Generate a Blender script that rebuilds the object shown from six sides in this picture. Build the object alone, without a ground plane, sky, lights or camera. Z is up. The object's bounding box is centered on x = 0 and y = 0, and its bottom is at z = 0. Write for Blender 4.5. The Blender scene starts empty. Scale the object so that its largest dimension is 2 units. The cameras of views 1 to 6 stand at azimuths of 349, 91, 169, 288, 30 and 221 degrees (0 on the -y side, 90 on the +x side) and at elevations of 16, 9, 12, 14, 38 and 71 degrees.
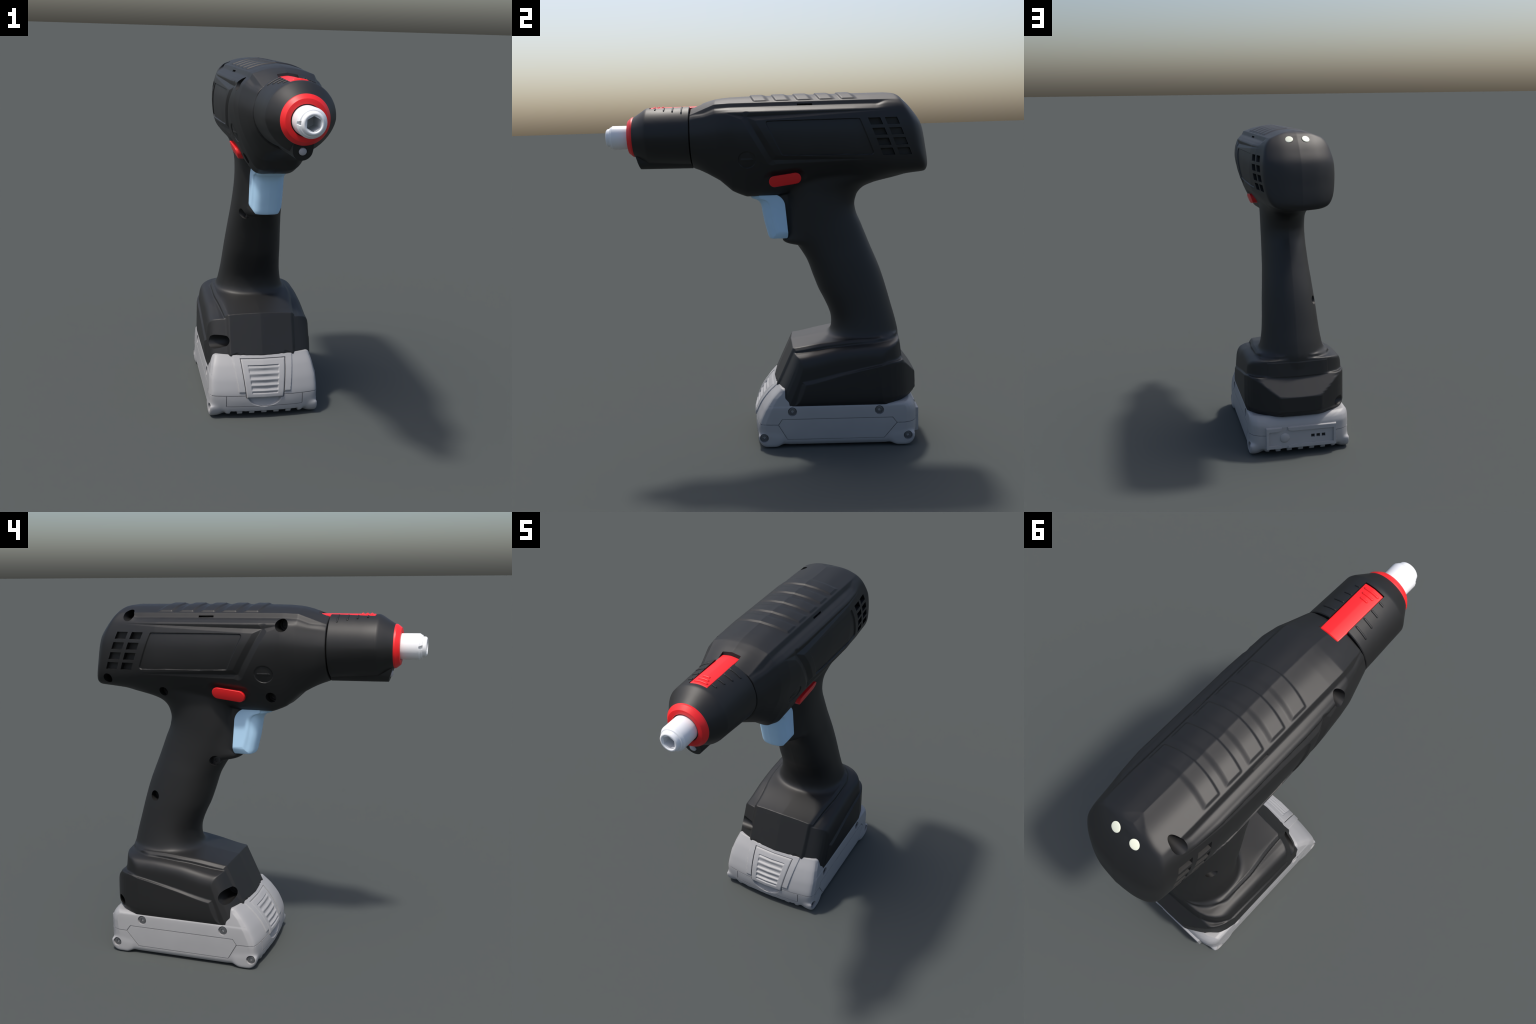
# Cordless impact driver standing on its battery pack.
# Frame: metres, z up, tool axis along y (bit points to -y), x = left/right.
import bpy, bmesh, math
import numpy as np
from mathutils import Vector, Matrix

VOXEL = 0.003
AXIS_Z = 1.782            # height of the drive axis

# ------------------------------------------------------------------ materials
def make_material(name, color, rough=0.5, metallic=0.0, spec=0.5, bump=0.0, bump_scale=300.0,
                  vary=0.0, coat=0.0):
    m = bpy.data.materials.new(name); m.use_nodes = True
    nt = m.node_tree; b = nt.nodes["Principled BSDF"]
    b.inputs["Base Color"].default_value = (*color, 1)
    b.inputs["Roughness"].default_value = rough
    b.inputs["Metallic"].default_value = metallic
    b.inputs["Specular IOR Level"].default_value = spec
    b.inputs["Coat Weight"].default_value = coat
    tc = nt.nodes.new("ShaderNodeTexCoord")
    if vary > 0:
        n = nt.nodes.new("ShaderNodeTexNoise"); n.inputs["Scale"].default_value = 6.0
        n.inputs["Detail"].default_value = 3.0
        nt.links.new(tc.outputs["Object"], n.inputs["Vector"])
        r = nt.nodes.new("ShaderNodeValToRGB")
        r.color_ramp.elements[0].position = 0.35; r.color_ramp.elements[1].position = 0.65
        r.color_ramp.elements[0].color = (*[c * (1 - vary) for c in color], 1)
        r.color_ramp.elements[1].color = (*[min(1, c * (1 + vary)) for c in color], 1)
        nt.links.new(n.outputs["Fac"], r.inputs["Fac"])
        nt.links.new(r.outputs["Color"], b.inputs["Base Color"])
    if bump > 0:
        n2 = nt.nodes.new("ShaderNodeTexNoise"); n2.inputs["Scale"].default_value = bump_scale
        n2.inputs["Detail"].default_value = 2.0
        nt.links.new(tc.outputs["Object"], n2.inputs["Vector"])
        bp = nt.nodes.new("ShaderNodeBump"); bp.inputs["Strength"].default_value = bump
        bp.inputs["Distance"].default_value = 0.002
        nt.links.new(n2.outputs["Fac"], bp.inputs["Height"])
        nt.links.new(bp.outputs["Normal"], b.inputs["Normal"])
    return m

M_BLACK = make_material("black_plastic", (0.0100, 0.0100, 0.0100), 0.52, bump=0.04, vary=0.05)
M_HOLE = make_material("dark_recess", (0.006, 0.006, 0.006), 0.6)
M_SCREW_DARK = make_material("dark_steel", (0.012, 0.012, 0.013), 0.45)
M_GREY = make_material("grey_plastic", (0.31, 0.31, 0.315), 0.5, bump=0.03, vary=0.02)
M_SCREW = make_material("steel_screw", (0.11, 0.115, 0.12), 0.4, metallic=0.3)
M_RED = make_material("red_plastic", (0.82, 0.014, 0.017), 0.45, vary=0.03)
M_BLUE = make_material("blue_plastic", (0.45, 0.68, 0.88), 0.5, vary=0.02)
M_WHITE = make_material("white_metal", (0.82, 0.83, 0.84), 0.35, vary=0.01)
M_LENS = make_material("lens_grey", (0.42, 0.42, 0.45), 0.25)
M_DOT = make_material("cream_lens", (0.86, 0.88, 0.70), 0.35)

# ------------------------------------------------------------------ mesh tools
def new_object(name, verts, faces, mat=None):
    me = bpy.data.meshes.new(name)
    me.from_pydata([tuple(v) for v in verts], [], [tuple(f) for f in faces])
    me.update()
    bm = bmesh.new(); bm.from_mesh(me)
    bmesh.ops.remove_doubles(bm, verts=bm.verts, dist=1e-6)
    bmesh.ops.recalc_face_normals(bm, faces=bm.faces)
    bm.to_mesh(me); bm.free()
    ob = bpy.data.objects.new(name, me)
    bpy.context.scene.collection.objects.link(ob)
    if mat: me.materials.append(mat)
    return ob

def drop(*obs):
    for o in obs:
        me = o.data; bpy.data.objects.remove(o, do_unlink=True)
        if me.users == 0: bpy.data.meshes.remove(me)

def bake(ob):
    dg = bpy.context.evaluated_depsgraph_get()
    me = bpy.data.meshes.new_from_object(ob.evaluated_get(dg))
    ob.modifiers.clear(); old = ob.data; ob.data = me
    if old.users == 0: bpy.data.meshes.remove(old)
    return ob

def boolean(ob, other, op='DIFFERENCE', keep=False):
    m = ob.modifiers.new("b", 'BOOLEAN'); m.operation = op; m.object = other
    m.solver = 'MANIFOLD'
    bake(ob)
    if not keep: drop(other)
    return ob

def union_all(obs):
    obs = list(obs)
    while len(obs) > 1:
        nxt = []
        for i in range(0, len(obs) - 1, 2):
            nxt.append(boolean(obs[i], obs[i + 1], 'UNION'))
        if len(obs) % 2: nxt.append(obs[-1])
        obs = nxt
    return obs[0]

def join(obs, name=None):
    bm = bmesh.new()
    mats = []
    for o in obs:
        if o.modifiers: bake(o)
        base = len(bm.faces)
        bm.from_mesh(o.data)
        bm.faces.ensure_lookup_table()
        mt = o.data.materials[0] if o.data.materials else None
        if mt not in mats: mats.append(mt)
        for f in bm.faces[base:]: f.material_index = mats.index(mt)
    ob = obs[0]; bm.to_mesh(ob.data); bm.free()
    ob.data.materials.clear()
    for mt in mats:
        if mt: ob.data.materials.append(mt)
    drop(*obs[1:])
    if name: ob.name = name; ob.data.name = name
    return ob

def voxel_remesh(ob, size):
    m = ob.modifiers.new("r", 'REMESH'); m.mode = 'VOXEL'; m.voxel_size = size
    m.adaptivity = 0.0; m.use_smooth_shade = True
    return bake(ob)

def get_co(me):
    a = np.empty(len(me.vertices) * 3); me.vertices.foreach_get("co", a); return a.reshape(-1, 3)
def set_co(me, a):
    me.vertices.foreach_set("co", np.ascontiguousarray(a).ravel()); me.update()
def get_no(me):
    a = np.empty(len(me.vertices) * 3); me.vertices.foreach_get("normal", a); return a.reshape(-1, 3)

def relax(me, weight, iters):
    """Laplacian smoothing; weight(co) gives a 0..1 factor per vertex."""
    co = get_co(me); n = len(co)
    e = np.empty(len(me.edges) * 2, dtype=np.int64); me.edges.foreach_get("vertices", e); e = e.reshape(-1, 2)
    w = weight(co)
    act = np.where(w > 1e-3)[0]
    if len(act) == 0: return
    m = np.zeros(n, bool); m[act] = True
    e = e[m[e[:, 0]] | m[e[:, 1]]]
    used = np.unique(e); mp = np.zeros(n, np.int64); mp[used] = np.arange(len(used))
    e = mp[e]; c = co[used]; k = len(used)
    src = np.concatenate([e[:, 0], e[:, 1]]); dst = np.concatenate([e[:, 1], e[:, 0]])
    order = np.argsort(src, kind='stable'); src = src[order]; dst = dst[order]
    starts = np.searchsorted(src, np.arange(k)); deg = np.bincount(src, minlength=k)[:, None]
    ww = (w[used] * .6)[:, None]
    for _ in range(iters):
        avg = np.add.reduceat(c[dst], starts, axis=0) / deg
        c = c + ww * (avg - c)
    co[used] = c
    set_co(me, co)

def shade(ob, angle=35.0):
    me = ob.data
    me.polygons.foreach_set("use_smooth", np.ones(len(me.polygons), dtype=bool))
    me.set_sharp_from_angle(angle=math.radians(angle))
    me.update()
    return ob

def sstep(a, b, x):
    t = np.clip((x - a) / (b - a), 0, 1); return t * t * (3 - 2 * t)

def lerp_table(pts):
    xs = np.array([p[0] for p in pts], float); ys = np.array([p[1] for p in pts], float)
    return lambda v: np.interp(v, xs, ys)

def smooth_table(pts):
    """Monotone cubic (Fritsch-Carlson) interpolation of control points."""
    x = np.array([p[0] for p in pts], float); y = np.array([p[1] for p in pts], float)
    h = np.diff(x); d = np.diff(y) / h
    m = np.zeros_like(x); m[0] = d[0]; m[-1] = d[-1]
    for i in range(1, len(x) - 1):
        if d[i - 1] * d[i] > 0:
            w1 = 2 * h[i] + h[i - 1]; w2 = h[i] + 2 * h[i - 1]
            m[i] = (w1 + w2) / (w1 / d[i - 1] + w2 / d[i])
    def f(v):
        v = np.clip(np.asarray(v, float), x[0], x[-1])
        i = np.clip(np.searchsorted(x, v) - 1, 0, len(x) - 2)
        t = (v - x[i]) / h[i]
        return ((1 + 2 * t) * (1 - t) ** 2 * y[i] + t * (1 - t) ** 2 * h[i] * m[i]
                + t * t * (3 - 2 * t) * y[i + 1] + t * t * (t - 1) * h[i] * m[i + 1])
    return f

def catmull(pts, n):
    p = np.array(pts, float)
    if len(p) == 2:
        t = np.linspace(0, 1, n)[:, None]; return p[0] * (1 - t) + p[1] * t
    q = np.vstack([2 * p[0] - p[1], p, 2 * p[-1] - p[-2]])
    out = []
    segs = len(p) - 1
    for t in np.linspace(0, segs, n):
        i = min(int(t), segs - 1); u = t - i
        a, b, c, d = q[i], q[i + 1], q[i + 2], q[i + 3]
        out.append(0.5 * ((2 * b) + (c - a) * u + (2 * a - 5 * b + 4 * c - d) * u * u
                          + (-a + 3 * b - 3 * c + d) * u ** 3))
    return np.array(out)

def half_section(pts, corners=(), per=14):
    """Right half outline (x,z) top centre -> bottom centre, kinks at the corner indices."""
    cuts = [0] + sorted(corners) + [len(pts) - 1]
    out = []
    for a, b in zip(cuts[:-1], cuts[1:]):
        seg = catmull(pts[a:b + 1], per * (b - a) + 1)
        out.append(seg if not out else seg[1:])
    r = np.vstack(out); r[:, 0] = np.maximum(r[:, 0], 0)
    r[0, 0] = 0; r[-1, 0] = 0
    return r

def mapped_loft(name, section, y0, y1, yfront, yrear, ny=80, zone=0.45, caps=26):
    """Loft of mirrored half sections along y whose ends lie on the surfaces
    y = yfront(x, z) and y = yrear(x, z)."""
    rings = []
    for s in np.linspace(0, 1, ny):
        y = y0 + (y1 - y0) * s
        h = section(y)
        full = np.vstack([h, h[-2:0:-1] * [-1, 1]])
        wf = 1 - float(sstep(0, zone, s)) if zone < 1 else 1 - s
        wr = float(sstep(1 - zone, 1, s)) if zone < 1 else s
        yy = y + (yfront(np.abs(full[:, 0]), full[:, 1]) - y0) * wf + (yrear(np.abs(full[:, 0]), full[:, 1]) - y1) * wr
        rings.append(np.column_stack([full[:, 0], yy, full[:, 1]]))
    def cap(ring, fn):
        zc = (ring[:, 2].max() + ring[:, 2].min()) / 2
        out = []
        for k in range(1, caps):
            c = 1 - k / caps
            x = ring[:, 0] * c; z = zc + (ring[:, 2] - zc) * c
            out.append(np.column_stack([x, fn(np.abs(x), z), z]))
        return out, np.array([[0, float(fn(np.array(0.0), np.array(zc))), zc]])
    fr, fc = cap(rings[0], yfront); rr, rc = cap(rings[-1], yrear)
    allr = fr[::-1] + rings + rr
    n = len(allr[0]); V = np.vstack([fc] + allr + [rc]); F = []
    for i in range(len(allr) - 1):
        a = 1 + i * n
        for j in range(n):
            k = (j + 1) % n
            F.append((a + j, a + k, a + n + k, a + n + j))
    last = 1 + (len(allr) - 1) * n
    for j in range(n):
        k = (j + 1) % n
        F.append((0, 1 + k, 1 + j)); F.append((len(V) - 1, last + j, last + k))
    return new_object(name, V, F)

def ring_loft(name, rings, mat=None):
    rings = [np.asarray(r, float) for r in rings]
    n = len(rings[0]); V = np.vstack(rings); F = []
    for i in range(len(rings) - 1):
        for j in range(n):
            k = (j + 1) % n
            F.append((i * n + j, i * n + k, (i + 1) * n + k, (i + 1) * n + j))
    F.append(tuple(range(n))[::-1]); F.append(tuple(range((len(rings) - 1) * n, len(rings) * n)))
    return new_object(name, V, F, mat)

def prism_x(name, poly, xa, xb, mat=None):
    """Polygon in (y, z) extruded along x."""
    n = len(poly)
    V = [(xa, p[0], p[1]) for p in poly] + [(xb, p[0], p[1]) for p in poly]
    F = [tuple(range(n))[::-1], tuple(range(n, 2 * n))] + [(i, (i + 1) % n, n + (i + 1) % n, n + i) for i in range(n)]
    return new_object(name, V, F, mat)

def prism_y(name, poly, ya, yb, mat=None):
    n = len(poly)
    V = [(p[0], ya, p[1]) for p in poly] + [(p[0], yb, p[1]) for p in poly]
    F = [tuple(range(n)), tuple(range(n, 2 * n))[::-1]] + [(i, n + i, n + (i + 1) % n, (i + 1) % n) for i in range(n)]
    return new_object(name, V, F, mat)

def circle(cx, cy, r, n=48, ph=0.0):
    return [(cx + r * math.cos(2 * math.pi * (i + ph) / n), cy + r * math.sin(2 * math.pi * (i + ph) / n)) for i in range(n)]

def lathe_y(name, profile, zc, n=96, mat=None, closed=False):
    """Profile of (y, r) turned about the line x=0, z=zc."""
    rings = [[(r * math.sin(2 * math.pi * j / n), y, zc + r * math.cos(2 * math.pi * j / n)) for j in range(n)]
             for y, r in profile]
    if closed:
        V = np.vstack(rings); F = []; m = len(rings)
        for i in range(m):
            for j in range(n):
                k = (j + 1) % n; i2 = (i + 1) % m
                F.append((i * n + j, i * n + k, i2 * n + k, i2 * n + j))
        return new_object(name, V, F, mat)
    return ring_loft(name, rings, mat)

def box(name, a, b, mat=None):
    return prism_x(name, [(a[1], a[2]), (b[1], a[2]), (b[1], b[2]), (a[1], b[2])], a[0], b[0], mat)

def bevel(ob, width, seg=3, angle=40):
    m = ob.modifiers.new("v", 'BEVEL'); m.width = width; m.segments = seg
    m.limit_method = 'ANGLE'; m.angle_limit = math.radians(angle)
    return bake(ob)

def rounded_poly(pts, r, seg=6):
    """Polygon with every corner rounded by radius r."""
    out = []; n = len(pts)
    for i in range(n):
        p = np.array(pts[i]); a = np.array(pts[i - 1]) - p; b = np.array(pts[(i + 1) % n]) - p
        la, lb = np.linalg.norm(a), np.linalg.norm(b); a /= la; b /= lb
        ang = math.acos(np.clip(a @ b, -1, 1)); t = min(r / math.tan(ang / 2), la * .45, lb * .45)
        rr = t * math.tan(ang / 2); c = p + (a + b) / np.linalg.norm(a + b) * rr / math.sin(ang / 2)
        p0, p1 = p + a * t, p + b * t
        a0 = math.atan2(*(p0 - c)[::-1]); a1 = math.atan2(*(p1 - c)[::-1])
        d = (a1 - a0 + math.pi) % (2 * math.pi) - math.pi
        for k in range(seg + 1):
            q = a0 + d * k / seg; out.append((c[0] + rr * math.cos(q), c[1] + rr * math.sin(q)))
    return out

def seg_dist(y, z, p, q):
    """Distance to a segment in the (y, z) plane and the position 0..1 along it."""
    d = np.array(q) - np.array(p); L2 = d @ d
    t = np.clip(((y - p[0]) * d[0] + (z - p[1]) * d[1]) / L2, 0, 1)
    return np.hypot(y - p[0] - t * d[0], z - p[1] - t * d[1]), t

def poly_sdf(y, z, poly):
    """Signed distance to a polygon, negative inside."""
    D = np.full(y.shape, 1e9); inside = np.zeros(y.shape, bool); n = len(poly)
    for i in range(n):
        p, q = poly[i], poly[(i + 1) % n]
        D = np.minimum(D, seg_dist(y, z, p, q)[0])
        c = ((p[1] > z) != (q[1] > z))
        dz = (q[1] - p[1]) if q[1] != p[1] else 1e-12
        inside ^= c & (y < (q[0] - p[0]) * (z - p[1]) / dz + p[0])
    return np.where(inside, -D, D)

# ------------------------------------------------------------------ motor housing
T_ = lerp_table([(-.43, 1.938), (-.33, 1.9705), (-.285, 1.982), (-.25, 1.9868), (-.2, 1.9905), (-.1, 1.9928), (.3, 1.993), (.7, 1.9925), (1, 1.992)])
def tab(*rows):
    ys = [r[0] for r in rows]
    fx = lerp_table([(r[0], r[1]) for r in rows]); fz = lerp_table([(r[0], r[2]) for r in rows])
    return lambda y: (float(fx(y)), float(fz(y)))
RIDGE = tab((-.43, .126, 1.894), (-.40, .134, 1.904), (-.28, .155, 1.950), (-.2, .157, 1.953), (.66, .161, 1.951), (1, .159, 1.949))
SHOULDER = tab((-.43, .155, 1.853), (-.27, .203, 1.879), (-.2, .216, 1.885), (0, .225, 1.887), (.5, .226, 1.887), (.72, .216, 1.884), (1, .19, 1.88))
WIDE = tab((-.43, .1715, 1.777), (-.27, .221, 1.788), (-.2, .233, 1.79), (-.1, .241, 1.79), (0, .246, 1.79), (.25, .250, 1.785), (.5, .248, 1.78), (.71, .238, 1.78), (.82, .225, 1.785), (1, .205, 1.79))
SIDE = tab((-.43, .152, 1.70), (-.36, .175, 1.69), (-.27, .199, 1.68), (-.2, .208, 1.672), (-.1, .221, 1.668), (0, .229, 1.665), (.2, .238, 1.665), (.5, .240, 1.66), (.72, .225, 1.66), (1, .197, 1.66))
LOW = tab((-.43, .111, 1.648), (-.38, .126, 1.625), (-.34, .134, 1.605), (-.27, .143, 1.57), (-.2, .150, 1.535), (-.12, .158, 1.52), (.05, .178, 1.555), (.2, .195, 1.58), (.35, .203, 1.59), (.5, .204, 1.59), (.72, .191, 1.58), (1, .17, 1.577))
CORNER = tab((-.43, .052, 1.611), (-.34, .080, 1.566), (-.27, .090, 1.526), (-.2, .096, 1.466), (-.12, .098, 1.434), (.05, .095, 1.437), (.3, .10, 1.475), (.5, .112, 1.506), (.62, .118, 1.512), (.72, .120, 1.532), (1, .12, 1.555))
BASE = smooth_table([(-.43, 1.596), (-.34, 1.562), (-.274, 1.526), (-.204, 1.465), (-.166, 1.440), (-.115, 1.427), (.05, 1.427), (.3, 1.455), (.5, 1.480), (.62, 1.490), (.73, 1.512), (.87, 1.536), (1, 1.55)])

def housing_section(y):
    T = float(T_(y)); rx, rz = RIDGE(y); k = float(sstep(-.42, -.33, y)) * (1 - float(sstep(.70, .84, y)))
    sx, sz = SHOULDER(y)
    bx, bz = rx + .004 + .009 * k, rz - .006 - .019 * k
    p = [(0, T), (rx * .5, T - (T - rz) * .29), (rx, rz), (bx, bz),
         (bx + (sx - bx) * .55, bz + (sz - bz) * .36), (sx, sz), WIDE(y), SIDE(y), LOW(y), CORNER(y), (0, float(BASE(y)))]
    return half_section(p, corners=(2, 3), per=9)

REAR_Z = smooth_table([(1.40, .897), (1.53, .900), (1.555, .909), (1.575, .918), (1.695, .904), (1.806, .882), (1.883, .834), (1.948, .775), (1.983, .727), (1.9925, .67), (2.01, .60)])
REAR_X = smooth_table([(0, 0), (.085, .007), (.15, .026), (.193, .052), (.215, .077), (.235, .112), (.26, .15)])
housing = mapped_loft("housing_blank", housing_section, -.424, .92, lambda x, z: x * 0 - .424,
                      lambda x, z: REAR_Z(z) - REAR_X(x), ny=150, zone=.36)

# ------------------------------------------------------------------ handle
H_BACK = smooth_table([(.52, .752), (.6, .748), (.66, .736), (.768, .707), (.961, .651), (1.15, .576), (1.25, .537), (1.324, .508), (1.364, .502), (1.415, .514), (1.458, .55), (1.486, .617), (1.512, .731), (1.54, .84)])
H_FRONT = smooth_table([(.52, .29), (.575, .315), (.6, .338), (.65, .3535), (.688, .353), (.736, .341), (.796, .316), (.861, .284), (.943, .253), (1.037, .2195), (1.096, .186), (1.14, .157), (1.2, .132), (1.3, .115), (1.42, .105), (1.56, .04)])
H_WIDTH = smooth_table([(.52, .27), (.575, .222), (.60, .210), (.637, .198), (.68, .190), (.74, .181), (.9, .167), (1.03, .155), (1.16, .144), (1.3, .139), (1.42, .140), (1.5, .148), (1.56, .16)])
H_MID = smooth_table([(.52, .29), (.65, .34), (.796, .31), (.943, .25), (1.1, .19), (1.25, .12), (1.42, .07), (1.56, .03)])
def handle_ring(z, n=120):
    f, b, w = float(H_FRONT(z)), float(H_BACK(z)), float(H_WIDTH(z))
    fs = float(H_MID(z)); c = fs + (b - fs) * .5
    out = []
    for i in range(n):
        a = 2 * math.pi * i / n; s, k = math.sin(a), math.cos(a)
        e = 2 / (2.25 if k > 0 else 2.6)
        x = w * math.copysign(abs(s) ** e, s); y = ((b - c) if k > 0 else (c - f)) * math.copysign(abs(k) ** e, k)
        y -= math.copysign(.014, k) * min(1, abs(x) / w) * abs(k) ** .5
        out.append((x, c + y, z))
    return out
handle_blank = ring_loft("handle_blank", [handle_ring(z) for z in np.concatenate([np.linspace(.53, 1.55, 130)])])
LIP_FRONT = smooth_table([(1.134, .150), (1.136, .135), (1.140, .115), (1.147, .095), (1.155, .083), (1.165, .078), (1.176, .080), (1.188, .098), (1.3, .098), (1.45, .09)])
def lip_ring(z, n=72):
    f = float(LIP_FRONT(z)); w = .122 + .008 * float(sstep(1.134, 1.22, z))
    return [(w * math.copysign(abs(math.sin(a)) ** .85, math.sin(a)), .30 - (.30 - f) * math.cos(a) if math.cos(a) > 0 else .30 - .05 * math.cos(a), z) for a in np.linspace(0, 2 * math.pi, n, endpoint=False)]
lip_blank = ring_loft('lip_blank', [lip_ring(z) for z in np.concatenate([np.linspace(1.134, 1.17, 16), np.linspace(1.175, 1.47, 30)])])

# ------------------------------------------------------------------ foot of the handle (battery boot)
PAD_Z = smooth_table([(.05, .547), (.12, .553), (.35, .590), (.6, .606), (.8, .608)])
def front_plane(z, x=0.0): return .111 - (.553 - z) * .464 + .03 * (1 - sstep(.326, .338, z)) * (1 - sstep(.225, .25, x))
B_FRONT_X = smooth_table([(0, 0), (.182, .014), (.196, .022), (.245, .040), (.28, .063), (.302, .10), (.316, .16)])
B_REAR_Z = smooth_table([(.2, .772), (.451, .760), (.543, .749), (.6, .742), (.65, .735)])
B_REAR_X = smooth_table([(0, 0), (.15, .008), (.2, .02), (.25, .046), (.285, .085), (.305, .125), (.316, .16)])
def boot_section(y):
    t = float(PAD_Z(y)) - .012
    return half_section([(0, t + .002), (.205, t - .009), (.247, t - .014), (.281, t - .026), (.301, t - .060), (.3055, t - .125), (.307, .34), (.308, .24), (0, .24)], corners=(7,), per=8)
boot_blank = mapped_loft("boot_blank", boot_section, .06, .78, lambda x, z: front_plane(z, x) + B_FRONT_X(x),
                         lambda x, z: B_REAR_Z(z) - B_REAR_X(x), ny=60, zone=1.0)
def pad_section(y):
    t = float(PAD_Z(y)); w = .192 + .030 * float(sstep(.1, .5, y))
    return half_section([(0, t + .010), (w * .6, t + .005), (w, t - .001), (w + .016, t - .015), (w + .016, .26), (0, .26)], corners=(2, 3, 4), per=8)
PAD_REAR_X = smooth_table([(0, 0), (.08, .006), (.13, .022), (.17, .050), (.205, .09), (.23, .14), (.245, .18)])
pad_blank = mapped_loft("pad_blank", pad_section, .12, .76, lambda x, z: front_plane(z) - .005 + x * .07 + np.maximum(0, x - .186) * 1.0,
                        lambda x, z: np.interp(z, [.26, .62], [.760, .738]) - PAD_REAR_X(x), ny=60, zone=1.0)
SKIRT_Z = smooth_table([(.1, .362), (.2, .374), (.45, .421), (.72, .463), (.9, .485)])
def skirt_section(y):
    t = float(SKIRT_Z(y))
    return half_section([(0, t + .017), (.303, t + .017), (.319, t), (.320, .32), (.317, .27), (.310, .248), (0, .248)], corners=(1, 2, 5), per=8)
def skirt_front(x, z): return .122 + (z - .25) * .36 + np.maximum(0, x - .309) * 2.2
SKIRT_REAR_X = smooth_table([(0, .001), (.128, .004), (.142, .011), (.22, .055), (.26, .085), (.29, .122), (.308, .165), (.32, .22)])
def skirt_rear(x, z):
    return np.minimum(.770 + (.455 - z) * .80, .837 - (z - .25) * .03 - np.maximum(0, .285 - z) * .7 - SKIRT_REAR_X(x))
skirt_blank = mapped_loft("skirt_blank", skirt_section, .17, .80, skirt_front, skirt_rear, ny=60, zone=1.0)

switch_block = prism_x('switch_block', [(.06, 1.20), (.25, 1.20), (.25, 1.50), (.02, 1.50), (.02, 1.40)], -.066, .066)
shell = join([housing, handle_blank, lip_blank, switch_block, boot_blank, pad_blank, skirt_blank], "shell")
voxel_remesh(shell, VOXEL)

# --- blend the joints, soften the tail
me = shell.data
relax(me, lambda c: np.full(len(c), .55), 2)
def joint_weight(c):
    x, y, z = np.abs(c[:, 0]), c[:, 1], c[:, 2]
    top = sstep(1.38, 1.44, z) * (1 - sstep(1.58, 1.64, z)) * sstep(.10, .16, y) * (1 - sstep(.86, .90, y)) * sstep(.02, .05, x)
    return top
relax(me, joint_weight, 70)
def foot_weight(c):
    x, y, z = np.abs(c[:, 0]), c[:, 1], c[:, 2]
    f = sstep(.575, .60, z) * (1 - sstep(.70, .76, z)) * (1 - sstep(.66, .72, y)) * (1 - sstep(.195, .22, x)) * sstep(.17, .24, y)
    return f
relax(me, foot_weight, 120)
def lip_weight(c):
    x, y, z = np.abs(c[:, 0]), c[:, 1], c[:, 2]
    return sstep(1.05, 1.10, z) * (1 - sstep(1.36, 1.42, z)) * sstep(.03, .09, x) * sstep(.09, .12, y) * (1 - sstep(.38, .44, y))
relax(me, lip_weight, 150)
def heel_weight(c):
    x, y, z = np.abs(c[:, 0]), c[:, 1], c[:, 2]
    return sstep(.50, .60, y) * sstep(.20, .25, x) * sstep(.48, .51, z) * (1 - sstep(.62, .66, z))
relax(me, heel_weight, 35)
relax(me, lambda c: sstep(.66, .70, c[:, 1]) * sstep(.44, .46, c[:, 2]) * (1 - sstep(.63, .66, c[:, 2])), 12)
def tail_weight(c):
    x, y, z = np.abs(c[:, 0]), c[:, 1], c[:, 2]
    return sstep(.66, .76, y) * sstep(1.5, 1.56, z) * sstep(.03, .09, x)
relax(me, tail_weight, 70)
def shoulder_weight(c):
    x, y, z = np.abs(c[:, 0]), c[:, 1], c[:, 2]
    return sstep(.12, .2, y) * sstep(.25, .27, x) * sstep(.47, .5, z) * (1 - sstep(.6, .62, z))
relax(me, shoulder_weight, 15)

# --- surface relief pressed into the moulding
co = get_co(me); no = get_no(me)
ax = np.abs(co[:, 0]); y = co[:, 1]; z = co[:, 2]; sx = np.sign(co[:, 0])
side = (np.abs(no[:, 0]) > .3) & (z > 1.45) & (y > -.3)
inward = np.zeros(len(co))
# V channel that frames the side panel and runs out towards the tail
P1, P2, P3, P4 = (-.103, 1.874), (.033, 1.636), (.67, 1.893), (.60, 1.628)
d, t = seg_dist(y, z, P1, P2); ch = .0125 * np.clip(1 - d / .031, 0, 1)
d, t = seg_dist(y, z, P1, P3); ch = np.maximum(ch, .012 * (1 - t) ** .8 * np.clip(1 - d / (.021 * (1 - t) + .003), 0, 1))
d, t = seg_dist(y, z, P2, P4); ch = np.maximum(ch, .0115 * (1 - t) * np.clip(1 - d / (.022 * (1 - t) + .003), 0, 1))
d, t = seg_dist(y, z, P1, (-.215, 1.897)); ch = np.maximum(ch, .009 * (1 - t) * np.clip(1 - d / (.02 * (1 - t) + .003), 0, 1))
inward += ch
# sunk label field
panel = rounded_poly([(-.003, 1.849), (.517, 1.849), (.597, 1.650), (.089, 1.660)], .012)
inward += .007 * (1 - sstep(-.0028, .0012, poly_sdf(y, z, panel)))
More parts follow.
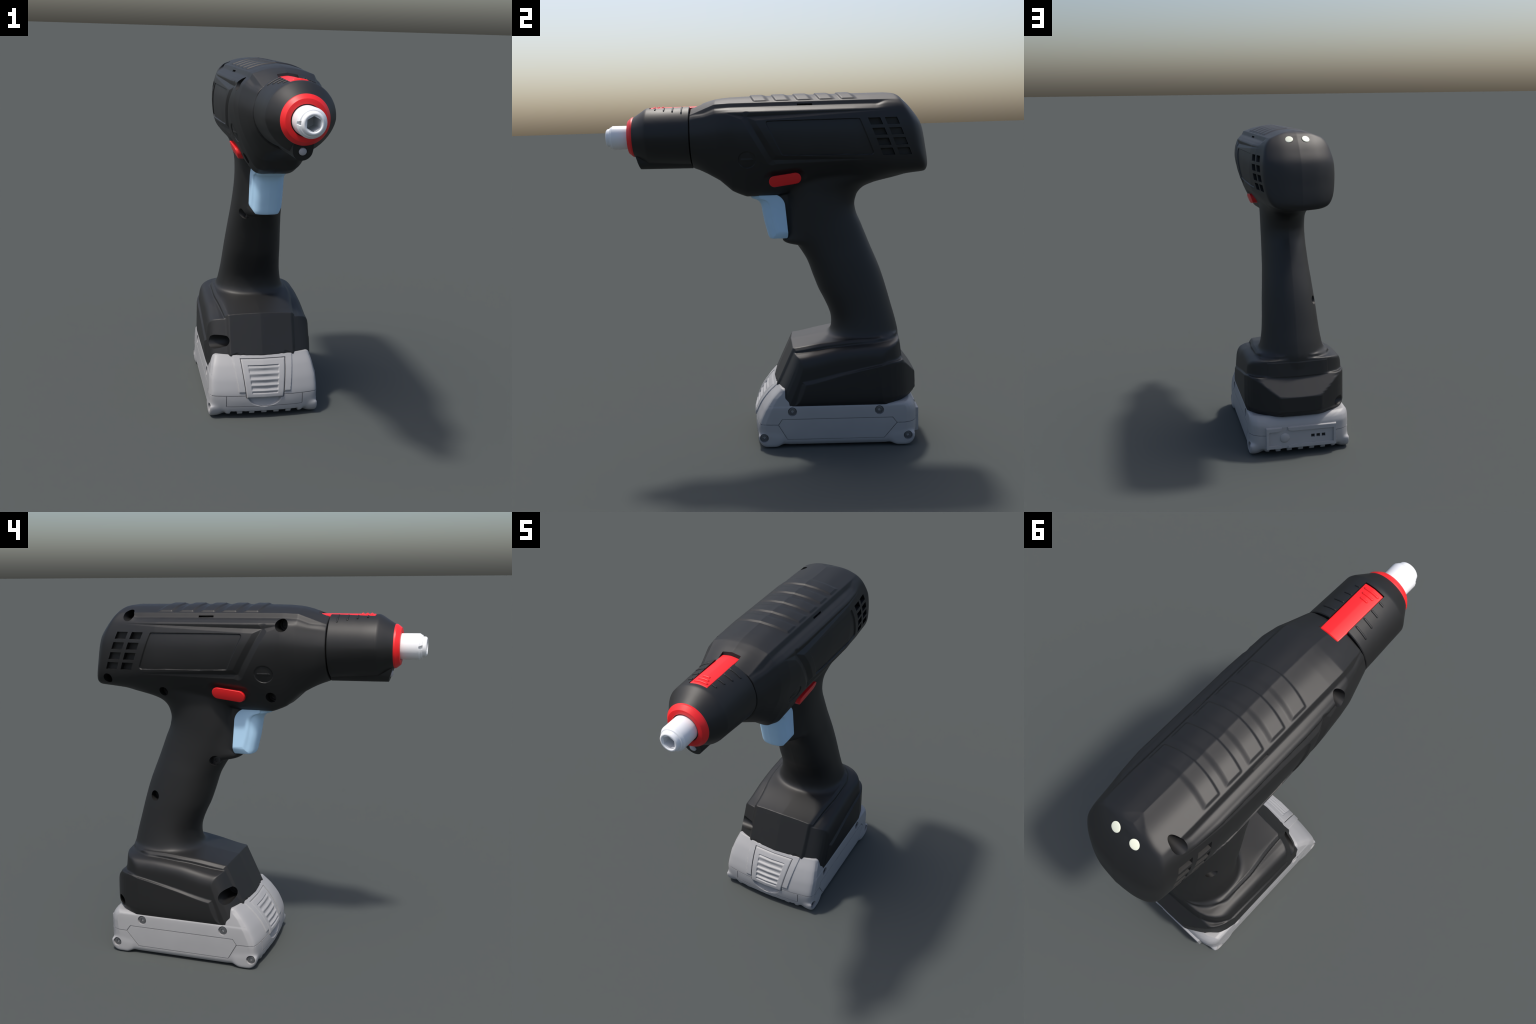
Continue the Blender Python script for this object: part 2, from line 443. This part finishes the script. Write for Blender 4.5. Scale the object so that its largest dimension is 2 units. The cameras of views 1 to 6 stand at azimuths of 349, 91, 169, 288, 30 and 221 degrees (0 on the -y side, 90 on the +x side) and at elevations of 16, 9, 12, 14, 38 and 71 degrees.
# direction dial: round sunk disc with an arrow standing in it
DC = (-.107, 1.640)
dr = np.hypot(y - DC[0], (z - DC[1]) * 1.08)
dish = .0048 * (1 - sstep(.047, .0505, dr)) * (.45 + .55 * sstep(.0, .05, dr))
inward += dish
dirn = np.where(sx > 0, 1.0, -1.0)       # arrow points to the tail on +x, to the bit on -x
u = (y - DC[0]) * dirn; v = z - DC[1]
arrow = [(-.036, .006), (.02, .006), (.020, .010), (.036, 0), (.020, -.010), (.02, -.006), (-.036, -.006)]
inward -= .0026 * (1 - sstep(-.003, .0015, poly_sdf(u, v, arrow))) * (dr < .05)
co[:, 0] -= np.where(side, sx * inward, 0)
# raised grip bands over the roof: steep nose, long tail, swept back towards the edges
top = (no[:, 2] > .5) & (z > 1.9)
for k in range(5):
    yy = y - (-.091 + .1215 * k) - 1.0 * ax ** 2 - .02 * ax
    prof = sstep(0, .011, yy) * (1 - sstep(.066, .098, yy)) * (1 - sstep(.142, .152, ax))
    co[:, 2] += np.where(top, .0072 * prof, 0)
# faint plate on the back of the foot
back = (no[:, 1] > .5) & (z > .44) & (z < .62)
pl = 1 - sstep(-.003, .001, np.maximum(ax - .192, np.abs(z - .530) - .046))
co[:, 1] += np.where(back, .0016 * pl, 0)
# shallow seat round the sliding direction switch
d, t = seg_dist(y, z, (.032, 1.516), (.168, 1.533))
seat = .010 * (1 - sstep(.030, .062, d)) * sstep(1.50, 1.56, z)
co[:, 0] -= np.where((np.abs(no[:, 0]) > .3) & (z > 1.42), sx * seat, 0)
set_co(me, co)

# --- crisp cut-outs
cutters = []
rows = [(1.850, 1.812), (1.794, 1.756), (1.739, 1.700), (1.684, 1.645)]
shear = lambda zz: (1.850 - zz) * .405
for s in (1, -1):
    for za, zb in rows:
        for c0 in (.561, .654):
            poly = [(c0 + shear(za), za), (c0 + .068 + shear(za), za), (c0 + .068 + shear(zb), zb), (c0 + shear(zb), zb)]
            cutters.append(prism_x("cut", poly, s * {1.850: .196, 1.794: .199, 1.739: .195, 1.684: .185}[za], s * .30))
    cutters.append(prism_x("cut", [(.178, 1.929), (.262, 1.928), (.262, 1.938), (.178, 1.939)], s * .13, s * .22))
# screw wells on the -x half: (y, z, radius, floor x)
WELLS = [(.668, 1.935, .030, -.05), (-.204, 1.893, .033, -.105), (.806, 1.592, .0265, -.08), (.487, 1.523, .026, -.09),
         (-.131, 1.512, .028, -.08), (.207, 1.135, .031, -.08), (.566, .917, .029, -.075), (.095, .400, .040, -.11),
         (.745, .302, .032, -.17)]
for wy, wz, r, fx in WELLS:
    cutters.append(prism_x("cut", circle(wy, wz, r, 40), fx, -.34))
# pocket for the rear end of the red slider
cutters.append(prism_x("cut", [(-.46, 1.936), (-.366, 1.938), (-.352, 1.99), (-.46, 1.99)], -.051, .051))
boolean(shell, union_all(cutters))
# shallow countersink rim of each well comes from the moulded edge
shade(shell, 38)
shell.data.materials.clear(); shell.data.materials.append(M_BLACK)

# --- split the one moulding into its anatomical parts, keeping its normals
def split_regions(ob, label_fn, names):
    me = ob.data; nf = len(me.polygons)
    cen = np.empty(nf * 3); me.polygons.foreach_get("center", cen); cen = cen.reshape(-1, 3)
    ls = np.empty(nf, np.int64); lt = np.empty(nf, np.int64)
    me.polygons.foreach_get("loop_start", ls); me.polygons.foreach_get("loop_total", lt)
    lv = np.empty(len(me.loops), np.int64); me.loops.foreach_get("vertex_index", lv)
    cn = np.empty(len(me.loops) * 3, np.float32); me.corner_normals.foreach_get("vector", cn); cn = cn.reshape(-1, 3)
    co = get_co(me); lab = label_fn(cen); out = []
    for i, nm in enumerate(names):
        idx = np.where(lab == i)[0]
        tot = lt[idx]; starts = np.concatenate([[0], np.cumsum(tot)[:-1]])
        loops = np.repeat(ls[idx] - starts, tot) + np.arange(tot.sum())
        used, inv = np.unique(lv[loops], return_inverse=True)
        m2 = bpy.data.meshes.new(nm)
        m2.vertices.add(len(used)); m2.vertices.foreach_set("co", co[used].ravel())
        m2.loops.add(len(loops)); m2.loops.foreach_set("vertex_index", inv.astype(np.int32).ravel())
        m2.polygons.add(len(idx)); m2.polygons.foreach_set("loop_start", starts.astype(np.int32))
        m2.update(calc_edges=True); m2.validate()
        m2.polygons.foreach_set("use_smooth", np.ones(len(idx), bool))
        if len(m2.loops) == len(loops):
            m2.normals_split_custom_set(cn[loops])
        m2.materials.append(me.materials[0])
        o2 = bpy.data.objects.new(nm, m2); bpy.context.scene.collection.objects.link(o2); out.append(o2)
    drop(ob); return out
def region(c):
    lab = np.ones(len(c), int)
    lab[c[:, 2] > 1.455] = 0
    lab[(c[:, 2] > 1.2) & (c[:, 1] < .06)] = 0
    lab[c[:, 2] < .625] = 2
    return lab
motor_housing, handle, foot = split_regions(shell, region, ["motor_housing", "handle", "battery_foot"])
PARTS = [motor_housing, handle, foot]

# ------------------------------------------------------------------ screws
def screw_mesh(name, mat):
    o = prism_x(name, circle(0, 0, 1, 32), -1.2, 0, mat)
    bevel(o, .16, 2)
    star = []
    for i in range(12):
        r = .52 if i % 2 == 0 else .34
        star.append((r * math.cos(math.pi * i / 6), r * math.sin(math.pi * i / 6)))
    boolean(o, prism_x("cut", star, -.45, .5))
    o.data.materials.clear(); o.data.materials.append(mat)
    shade(o); m = o.data; bpy.data.objects.remove(o); return m
dark_screw = screw_mesh("housing_screw", M_SCREW_DARK)
steel_screw = screw_mesh("battery_screw", M_SCREW)
def place_screw(mesh, name, pos, r, facing, spin):
    o = bpy.data.objects.new(name, mesh); bpy.context.scene.collection.objects.link(o)
    o.location = pos; o.scale = (r,) * 3
    o.rotation_euler = (spin, 0, 0 if facing > 0 else math.pi)
    return o
for i, (wy, wz, r, fx) in enumerate(WELLS):
    o = place_screw(dark_screw, "housing_screw", (fx - .006, wy, wz), r * .8, -1, .7 * i)
    o.parent = motor_housing if wz > 1.4 else (handle if wz > .63 else foot)

# ------------------------------------------------------------------ gearbox nose
def nose_point(r, a):
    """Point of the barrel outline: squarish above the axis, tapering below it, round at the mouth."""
    k = min(1, max(0, (r - .112) / .045)); sn, cs = math.sin(a), math.cos(a)
    n = 2 + (.02 if cs > 0 else -.34 + .24 * min(1, max(0, (r - .1645) / .007))) * k
    e = 2 / n
    return (r * math.copysign(abs(sn) ** e, sn), AXIS_Z + r * math.copysign(abs(cs) ** e, cs) * (.99 if cs > 0 else 1.0))
def nose_ring(y, r, n=144):
    return [(p[0], y, p[1]) for p in (nose_point(r, 2 * math.pi * j / n) for j in range(n))]
nose = ring_loft("gearbox_nose", [nose_ring(y, r) for y, r in
        [(-.766, .107), (-.7645, .1105), (-.762, .112), (-.72, .1385), (-.69, .158), (-.683, .1615), (-.678, .1635), (-.672, .1645), (-.60, .1665), (-.52, .169), (-.432, .1715), (-.4285, .1685)]], M_BLACK)
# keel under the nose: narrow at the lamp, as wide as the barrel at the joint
def keel_ring(y):
    t = float(np.interp(y, [-.75, -.4285], [0, 1])); w = .046 + .008 * t; sp = w + .001 + .012 * t
    zb = 1.5965 - .003 * t; n = 14
    pts = []
    for i in range(n + 1):
        a = -math.pi / 2 + math.pi / 2 * i / n
        pts.append((w * math.cos(a), zb + w + w * math.sin(a)))
    zt = zb + w + .004 + .01 * t
    pts += [(sp, zt + .01 if t > .05 else zt), (sp * .98, 1.70), (0, 1.72)]
    full = pts + [(-a, b) for a, b in pts[::-1] if a > 1e-6]
    return full
kr = []
for yv in np.linspace(0, 1, 24):
    ring = keel_ring(-.75 + yv * (.75 - .4285))
    kr.append([(px, (-.752 + (1.667 - pz) * .30 if yv == 0 else -.75 + yv * (.75 - .4285) + max(0, (1 - yv * 6)) * (1.667 - pz) * .30), pz) for px, pz in ring])
keel = ring_loft("keel", kr)
boolean(nose, keel, 'UNION')
# window for the red slider, bore for the lamp
boolean(nose, prism_x("cut", [(-.660, 1.925), (-.40, 1.925), (-.40, 2.0), (-.660, 2.0)], -.0505, .0505))
boolean(nose, prism_y("cut", circle(0, 1.639, .0205, 32), -.80, -.715))
nose.data.materials.clear(); nose.data.materials.append(M_BLACK)
shade(nose, 32)
PARTS.append(nose)

def arc_bar(name, y, a0, a1, r0, rad, mat, n=14, m=10):
    """Small rounded bar lying on the barrel from angle a0 to a1."""
    rings = []
    for i in range(n + 1):
        f = i / n; a = a0 + (a1 - a0) * f
        e = min(1.0, math.sqrt(max(0.0, 1 - (2 * f - 1) ** 16)) + .02)
        px, pz = nose_point(r0, a)
        rings.append([(px + rad * e * math.sin(q) * math.sin(a), y + rad * e * math.cos(q), pz + rad * e * math.sin(q) * math.cos(a))
                      for q in [2 * math.pi * k / m for k in range(m)]])
    return shade(ring_loft(name, rings, mat), 50)
for s in (1, -1):
    for yy, xe in ((-.624, .077), (-.573, .091), (-.523, .104), (-.472, .118)):
        r = float(np.interp(yy, [-.672, -.432], [.1645, .1715]))
        o = arc_bar("grip_rib", yy, s * math.asin((.052 / r) ** 1.01), s * math.asin((xe / r) ** 1.01), r, .0048, M_BLACK)
        o.parent = nose

# red forward/lock slider on top of the nose
def slider():
    V = []; nx, ny = 24, 4
    ys = [-.656, -.652, -.44, -.372, -.3675]
    secs = []
    for y in ys:
        ring = []
        dz = -.003 if y in (ys[0], ys[-1]) else 0.0
        for i in range(nx + 1):
            x = -.0475 + .095 * i / nx
            ring.append((x, y, 1.9455 + dz - abs(x) * .07 - x * x * 2.0 + (y + .66) * .004))
        ring += [(.0475, y, 1.915), (-.0475, y, 1.915)]
        secs.append(ring)
    o = ring_loft("slider", secs, M_RED)
    return bevel(o, .0015, 2, 50)
sl = shade(slider(), 30); PARTS.append(sl)
for yy, h in ((-.634, .040), (-.610, .031), (-.586, .021)):
    rings = []
    for i in range(15):
        x = -h + 2 * h * i / 14; e = min(1, math.sqrt(max(0, 1 - (x / h) ** 12)) + .05)
        zt = 1.9455 - abs(x) * .07 - x * x * 2.0
        rings.append([(x, yy + 0.0055 * e * math.cos(q), zt + .0055 * e * math.sin(q)) for q in [2 * math.pi * k / 10 for k in range(10)]])
    o = shade(ring_loft("slider_rib", rings, M_RED), 50); o.parent = sl

# red collar, white bit holder, lamp lens
collar = lathe_y("collar", [(-.748, .070), (-.748, .107), (-.752, .1125), (-.764, .1135), (-.769, .1125), (-.787, .0985), (-.7905, .0955), (-.7915, .091), (-.7925, .078), (-.7915, .0735), (-.789, .0715)], AXIS_Z, 96, M_RED, closed=True)
PARTS.append(shade(collar, 22))
sleeve = lathe_y("collar_gap", [(-.75, .05), (-.75, .0735), (-.786, .0735), (-.786, .05)], AXIS_Z, 64, M_HOLE, closed=True)
shade(sleeve, 30); sleeve.parent = collar
bit = lathe_y("bit_holder", [(-.74, .066), (-.880, .0672), (-.884, .0668), (-.892, .0605), (-.894, .0595), (-.8965, .0595), (-.8985, .058), (-.8995, .0535), (-.901, .052), (-.911, .0512), (-.916, .0495), (-.9205, .0445), (-.9213, .0415), (-.9208, .0385), (-.917, .0345)], AXIS_Z, 96, M_WHITE)
boolean(bit, prism_y("cut", circle(0, AXIS_Z, .0345, 6, .5), -.95, -.79))
boolean(bit, prism_x("cut", [(-.901, AXIS_Z - .011), (-.882, AXIS_Z - .006), (-.882, AXIS_Z + .006), (-.901, AXIS_Z + .011)], -.044, -.08))
bit.data.materials.clear(); bit.data.materials.append(M_WHITE)
PARTS.append(shade(bit, 30))

def dome(name, pos, r, h, normal, mat, n=32, m=8, depth=.012):
    rings = [[(r * math.cos(2 * math.pi * k / n), r * math.sin(2 * math.pi * k / n), -depth) for k in range(n)]]
    for j in range(m + 1):
        a = math.pi / 2 * j / m; rr = max(r * math.cos(a), r * .02)
        rings.append([(rr * math.cos(2 * math.pi * k / n), rr * math.sin(2 * math.pi * k / n), h * math.sin(a)) for k in range(n)])
    o = ring_loft(name, rings, mat); shade(o, 60)
    o.rotation_mode = 'QUATERNION'; o.rotation_quaternion = Vector(normal).to_track_quat('Z', 'Y')
    o.location = pos; return o
lamp = dome("lamp_lens", (0, -.7425, 1.639), .0185, .010, (0, -1, -.25), M_LENS, depth=.02); PARTS.append(lamp)

# two indicator lenses on the tail
for s in (1, -1):
    yv = float(REAR_Z(1.945)) - float(REAR_X(.05))
    rim = dome("indicator_rim", (s * .0505, yv + .0000, 1.9446), .0255, .0012, (s * .13, .68, .73), M_HOLE, n=40)
    dot = dome("indicator_lens", (s * .0505, yv + .0005, 1.9450), .0235, .0022, (s * .13, .68, .73), M_DOT, n=40)
    rim.parent = dot; rim.matrix_parent_inverse = Matrix.LocRotScale(dot.location, dot.rotation_quaternion, dot.scale).inverted()
    PARTS.append(dot)

# ------------------------------------------------------------------ direction switch
def capsule(p, q, r, n=14):
    a = math.atan2(q[1] - p[1], q[0] - p[0]); out = []
    for k in range(n + 1):
        t = a - math.pi / 2 + math.pi * k / n; out.append((q[0] + r * math.cos(t), q[1] + r * math.sin(t)))
    for k in range(n + 1):
        t = a + math.pi / 2 + math.pi * k / n; out.append((p[0] + r * math.cos(t), p[1] + r * math.sin(t)))
    return out
sw = prism_x("direction_switch", capsule((.042, 1.513), (.160, 1.529), .0315), -.180, .180, M_RED)
# outer faces lean with the housing side
c = get_co(sw.data); c[:, 0] += np.sign(c[:, 0]) * (c[:, 2] - 1.521) * .38; set_co(sw.data, c)
bevel(sw, .0045, 3, 50); PARTS.append(shade(sw, 40))

# ------------------------------------------------------------------ trigger
def trigger():
    front = smooth_table([(1.172, -.003), (1.19, -.006), (1.28, -.027), (1.34, -.037), (1.37, -.042), (1.39, -.053), (1.403, -.070), (1.41, -.092), (1.415, -.10)])
    rear = .13
    rings = []
    for z in np.concatenate([np.linspace(1.176, 1.2, 10), np.linspace(1.21, 1.43, 36)]):
        f = float(front(min(z, 1.415)))
        w = .088; inset = 0.0
        if z < 1.205: inset = .022 - math.sqrt(max(0, .022 ** 2 - (1.205 - z) ** 2 * .55))
        prof = [(0, f + .0), (.03, f + .0035), (.052, f + .011), (.068, f + .026), (.078, f + .045), (w, f + .065), (w, .08), (w, rear), (0, rear)]
        h = half_section(prof, corners=(6, 7), per=6)
        full = np.vstack([h, h[-2:0:-1] * [-1, 1]])
        wgt = np.clip((rear - full[:, 1]) / (rear - f), 0, 1)
        rings.append([(px * (1 - inset / w * .25), py + inset * .4 * wg, z) for (px, py), wg in zip(full, wgt)])
    o = ring_loft("trigger", rings, M_BLUE)
    # side outline: rounded shoulder at the back
    out = [(-.2, 1.16), (.092, 1.172)] + [(.094 + .016 * math.sin(a), 1.19 - .016 * math.cos(a)) for a in np.linspace(.2, 1.45, 6)]
    out += [(.111, 1.21), (.098, 1.365)] + [(.022 + .076 * math.cos(a), 1.362 + .074 * math.sin(a)) for a in np.linspace(.1, math.pi / 2, 12)]
    out += [(-.2, 1.432)]
    boolean(o, prism_x("cut", out, -.2, .2), 'INTERSECT')
    boolean(o, prism_y('cut', [(-.12, 1.5), (-.12, 1.23), (-.090, 1.224), (-.085, 1.206), (-.064, 1.177), (-.05, 1.16), (.05, 1.16), (.064, 1.177), (.085, 1.206), (.090, 1.224), (.12, 1.23), (.12, 1.5)], -.3, .3), 'INTERSECT')
    o.data.materials.clear(); o.data.materials.append(M_BLUE)
    bevel(o, .005, 3, 50)
    return shade(o, 45)
PARTS.append(trigger())

# ------------------------------------------------------------------ battery pack
BF = smooth_table([(.0, -.085), (.014, -.094), (.04, -.107), (.075, -.112), (.1, -.113), (.138, -.110), (.21, -.084), (.285, -.035), (.333, .011), (.36, .038)])
BFX = smooth_table([(0, 0), (.5, .008), (.8, .020), (.9, .026), (.95, .032), (.98, .042), (1.0, .062), (1.1, .09)])
BW = lerp_table([(.0, .302), (.04, .311), (.06, .315), (.138, .3165), (.222, .312), (.286, .301), (.33, .288), (.36, .28)])
def batt_front(x, z): return BF(z) + BFX(x / BW(z))
BR = smooth_table([(.0, .790), (.027, .803), (.05, .818), (.1, .825), (.19, .825), (.222, .816), (.24, .802), (.258, .776)])
BRX = smooth_table([(0, 0), (.2, .003), (.262, .014), (.294, .034), (.310, .056), (.320, .085)])
def batt_rear(x, z): return BR(z) - BRX(x)
def batt_section(y):
    return half_section([(0, .253), (.288, .253), (.306, .245), (.313, .226), (.3165, .138), (.3155, .055), (.312, .032), (.302, .0145), (.272, .0145), (.264, .042), (0, .042)], corners=(1, 7, 8, 9), per=7)
pack = mapped_loft("pack", batt_section, -.1, .81, batt_front, batt_rear, ny=60, zone=1.0, caps=30)
def hump_section(y):
    return half_section([(0, .341), (.2, .341), (.262, .340), (.281, .334), (.290, .320), (.301, .28), (.311, .222), (.315, .13), (0, .13)], corners=(1, 7), per=7)
HR = lerp_table([(.1, .11), (.25, .106), (.286, .068), (.36, .069)])
hump = mapped_loft("hump", hump_section, -.03, .07, lambda x, z: np.minimum(batt_front(x, z), HR(z) - .012), lambda x, z: HR(z), ny=16, zone=1.0, caps=30)
blobs = [pack, hump]
FOOT_FRONT = [(-.093, .075), (-.092, .05), (-.084, .028), (-.068, .010), (-.050, .001), (.012, .000), (.028, .006), (.050, .020), (.06, .07), (-.05, .085)]
for s in (1, -1):
    for flip in (False, True):
        prof = [((.712 - p if flip else p), q) for p, q in FOOT_FRONT]
        cy, cz = sum(p for p, q in prof) / len(prof), .06
        blobs.append(ring_loft("lobe", [[(s * x, cy + (p - cy) * k, cz + (q - cz) * k) for p, q in prof]
                                        for x, k in ((.20, .55), (.235, .80), (.262, .97), (.29, 1.0), (.308, 1.0), (.316, .96), (.3195, .90))]))
for xr in (0, .0715, -.0715, .143, -.143, .212, -.212):
    blobs.append(prism_x("rib", [(-.092, .030), (-.098, .07), (.812, .07), (.806, .030), (.80, .020), (-.085, .020)], xr - .0155, xr + .0155))
pack = join(blobs, "battery_pack")
voxel_remesh(pack, .003)
me = pack.data
relax(me, lambda c: np.full(len(c), .5), 2)
relax(me, lambda c: sstep(.06, .02, c[:, 2]) * 0 + (1 - sstep(.07, .09, c[:, 2])) * sstep(.2, .24, np.abs(c[:, 0])), 6)
relax(me, lambda c: (1 - sstep(.10, .13, c[:, 2])) * sstep(.18, .22, np.abs(c[:, 0])) * np.maximum(1 - sstep(.05, .09, c[:, 1]), sstep(.63, .67, c[:, 1])), 50)
co = get_co(me); no = get_no(me); ax = np.abs(co[:, 0]); y = co[:, 1]; z = co[:, 2]; sx = np.sign(co[:, 0])
fr = (no[:, 1] < -.25) & (y < .06)
# raised surround of the release latch
wq = np.interp(z, [.161, .335], [.149, .176])
sur = (1 - sstep(-.002, .003, ax - wq)) * sstep(.152, .166, z)
co[:, 1] -= np.where(fr, .0075 * sur, 0)
# thumb scoop below the latch
e = np.hypot(co[:, 0] / .103, np.minimum(z - .135, 0) / .066)
sc = (1 - sstep(.88, .97, e)) * (z < .15) * (1 - sstep(.128, .134, z) * 0)
co[:, 1] += np.where(fr & (z > .06), .022 * sc * (.35 + .65 * sstep(.065, .125, z)), 0)
# raised bezel on the back
bk = (no[:, 1] > .4) & (y > .74)
bz = 1 - sstep(-.001, .003, np.maximum(ax - .221, np.abs(z - .120) - .068))
co[:, 1] += np.where(bk, np.maximum(0, .836 - co[:, 1]) * bz, 0)
set_co(me, co)

cut = []
def groove_side(p, q, w=.0044, depth=.006):
    d = np.array(q) - np.array(p); L = np.linalg.norm(d); d /= L; n = np.array([-d[1], d[0]]) * w / 2
    p = np.array(p) - d * w / 2; q = np.array(q) + d * w / 2
    for s in (1, -1):
        cut.append(prism_x("g", [tuple(p + n), tuple(q + n), tuple(q - n), tuple(p - n)], s * (.3160 - depth), s * .36))
hexa = [(.047, .170), (.025, .138), (.075, .050), (.626, .050), (.699, .138), (.675, .170)]
for i in range(6):
    groove_side(hexa[i], hexa[(i + 1) % 6])
groove_side((.025, .138), (-.045, .140)); groove_side((.699, .138), (.765, .139))
# parting line across the front, lower front plate
def groove_front(x0, x1, z0, z1, w=.0044, depth=.007, n=1):
    for i in range(n):
        a = i / n; b = (i + 1) / n
        xa, xb = x0 + (x1 - x0) * a, x0 + (x1 - x0) * b; za, zb = z0 + (z1 - z0) * a, z0 + (z1 - z0) * b
        ya = float(batt_front(np.array(abs(xa)), np.array(za))) + depth; yb = float(batt_front(np.array(abs(xb)), np.array(zb))) + depth
        if abs(xb - xa) > abs(zb - za):
            V = [(xa - 1e-4, ya - .06, za - w / 2), (xb + 1e-4, yb - .06, zb - w / 2), (xb + 1e-4, yb, zb - w / 2), (xa - 1e-4, ya, za - w / 2)]
            V += [(v[0], v[1], v[2] + w) for v in V]
        else:
            V = [(xa - w / 2, ya - .06, za), (xa + w / 2, ya - .06, za), (xa + w / 2, ya, za), (xa - w / 2, ya, za)]
            V += [(v[0], v[1] + yb - ya, v[2] + zb - za) for v in V]
        cut.append(new_object("g", V, [(0, 3, 2, 1), (4, 5, 6, 7), (0, 1, 5, 4), (1, 2, 6, 5), (2, 3, 7, 6), (3, 0, 4, 7)]))
for s in (1, -1):
    groove_front(s * .105, s * .316, .1395, .1395, n=18)
    groove_front(s * .222, s * .222, .074, .137, n=3)
groove_front(-.222, .222, .074, .074, w=.0034, n=16)
# rear parting line
for s in (1, -1):
    for i in range(6):
        xa, xb = .222 + .016 * i, .222 + .016 * (i + 1)
        yv = .825 - float(BRX(min(xb, .320))) - .004
        cut.append(box("g", (min(s * xa, s * xb), yv, .1375), (max(s * xa, s * xb), .9, .1408)))
# sunk display field in the bezel with notches at the button, lamp windows
ZL, ZH = .073, .164
cut.append(prism_y("g", [(-.205, ZL), (.060, ZL), (.083, ZL - .008), (.088, .046), (.122, .046), (.127, ZL - .008), (.150, ZL), (.205, ZL),
                         (.205, ZH), (.150, ZH), (.127, ZH + .008), (.122, .195), (.088, .195), (.083, ZH + .008), (.060, ZH), (-.205, ZH)], .8270, .86))
LEDS = (-.074, -.108, -.142)
for xl in LEDS:
    cut.append(prism_y("g", [(xl - .0115, .1075), (xl + .0115, .1075), (xl + .0115, .1285), (xl - .0115, .1285)], .814, .87))
# screw seats
SEATS = [(.106, .213, .026), (.600, .213, .026), (-.058, .060, .0255), (.762, .060, .0255)]
for s in (1, -1):
    for wy, wz, r in SEATS:
        cut.append(prism_x("g", circle(wy, wz, r, 36), s * (.3015 if wz > .1 else .302), s * .36))
# latch well
LT = [(-.130, .322), (.130, .322), (.106, .128), (-.106, .128)]
LTw = [(-.1335, .3265), (.1335, .3265), (.1085, .124), (-.1085, .124)]
well = []
nseg = 14
for i in range(nseg):                        # follows the curved nose of the pack
    za, zb = .125 + (.3265 - .125) * i / nseg, .125 + (.3265 - .125) * (i + 1) / nseg
    wa, wb = np.interp(za, [.124, .3265], [.110, .135]), np.interp(zb, [.124, .3265], [.110, .135])
    ya, yb = float(BF(za)) + .022, float(BF(zb)) + .022
    V = [(-wa, ya - .08, za - 1e-4), (wa, ya - .08, za - 1e-4), (wa, ya, za - 1e-4), (-wa, ya, za - 1e-4),
         (-wb, yb - .08, zb + 1e-4), (wb, yb - .08, zb + 1e-4), (wb, yb, zb + 1e-4), (-wb, yb, zb + 1e-4)]
    cut.append(new_object("g", V, [(0, 3, 2, 1), (4, 5, 6, 7), (0, 1, 5, 4), (1, 2, 6, 5), (2, 3, 7, 6), (3, 0, 4, 7)]))
boolean(pack, union_all(cut))
pack.data.materials.clear(); pack.data.materials.append(M_GREY)
shade(pack, 38)
PARTS.append(pack)
for s in (1, -1):
    for i, (wy, wz, r) in enumerate(SEATS):
        o = place_screw(steel_screw, "battery_screw", (s * (.308 if wz > .1 else .309), wy, wz), r * .86, s, .5 + i)
        o.parent = pack
# lamp windows and test button
for xl in LEDS:
    o = box("charge_window", (xl - .0112, .806, .108), (xl + .0112, .8165, .128), M_HOLE); o.parent = pack
btn = dome("test_button", (.105, .8262, .118), .0315, .010, (0, 1, 0), M_GREY, n=40); btn.parent = pack

# release latch with sunk finger slats
def latch():
    nu, nv = 110, 120
    V = []
    def surf(u, v):
        z0, z1 = .1285, .3215
        z = z0 + (z1 - z0) * v; w = np.interp(z, [.1285, .3215], [.1065, .130]); x = (2 * u - 1) * w
        off = -.0065
        wi = w - .034; zi0, zi1 = .152, .295
        dd = max(abs(x) - wi, zi0 - z, z - zi1)
        if dd < 0:
            q = (z - zi0) / (zi1 - zi0) * 5.0 % 1.0       # five slats, each bowed
            sl = .012 * (1 - abs(x) / wi * .35)
            slat = min(q / .5, 1.0) if q < .62 else max(0, 1 - (q - .62) / .16)
            off += min(1, -dd / .004) * sl * (1 - slat) * .95
        edge = min(1 - abs(2 * u - 1), 1.0) * w
        edge = min(edge, z - z0, z1 - z)
        off += .005 * (1 - math.sqrt(min(1, edge / .006))) if edge < .006 else 0
        return (x, float(batt_front(np.array(abs(x)), np.array(z))) + off, z)
    for j in range(nv + 1):
        for i in range(nu + 1): V.append(surf(i / nu, j / nv))
    F = [(j * (nu + 1) + i, j * (nu + 1) + i + 1, (j + 1) * (nu + 1) + i + 1, (j + 1) * (nu + 1) + i) for j in range(nv) for i in range(nu)]
    bound = [i for i in range(nu + 1)] + [j * (nu + 1) + nu for j in range(1, nv + 1)] + [nv * (nu + 1) + i for i in range(nu - 1, -1, -1)] + [j * (nu + 1) for j in range(nv - 1, 0, -1)]
    base = len(V)
    for k in bound: V.append((V[k][0], float(batt_front(np.array(abs(V[k][0])), np.array(V[k][2]))) + .020, V[k][2]))
    n = len(bound)
    F += [(bound[k], base + k, base + (k + 1) % n, bound[(k + 1) % n]) for k in range(n)]
    return shade(new_object("release_latch", V, F, M_GREY), 40)
PARTS.append(latch())

# ------------------------------------------------------------------ assembly
root = bpy.data.objects.new("cordless_impact_driver", None)
bpy.context.scene.collection.objects.link(root)
root["label"] = "black cordless impact driver with red accents, blue trigger and grey battery"
root["category"] = "power tool"
for p in PARTS: p.parent = root
bpy.context.view_layer.update()
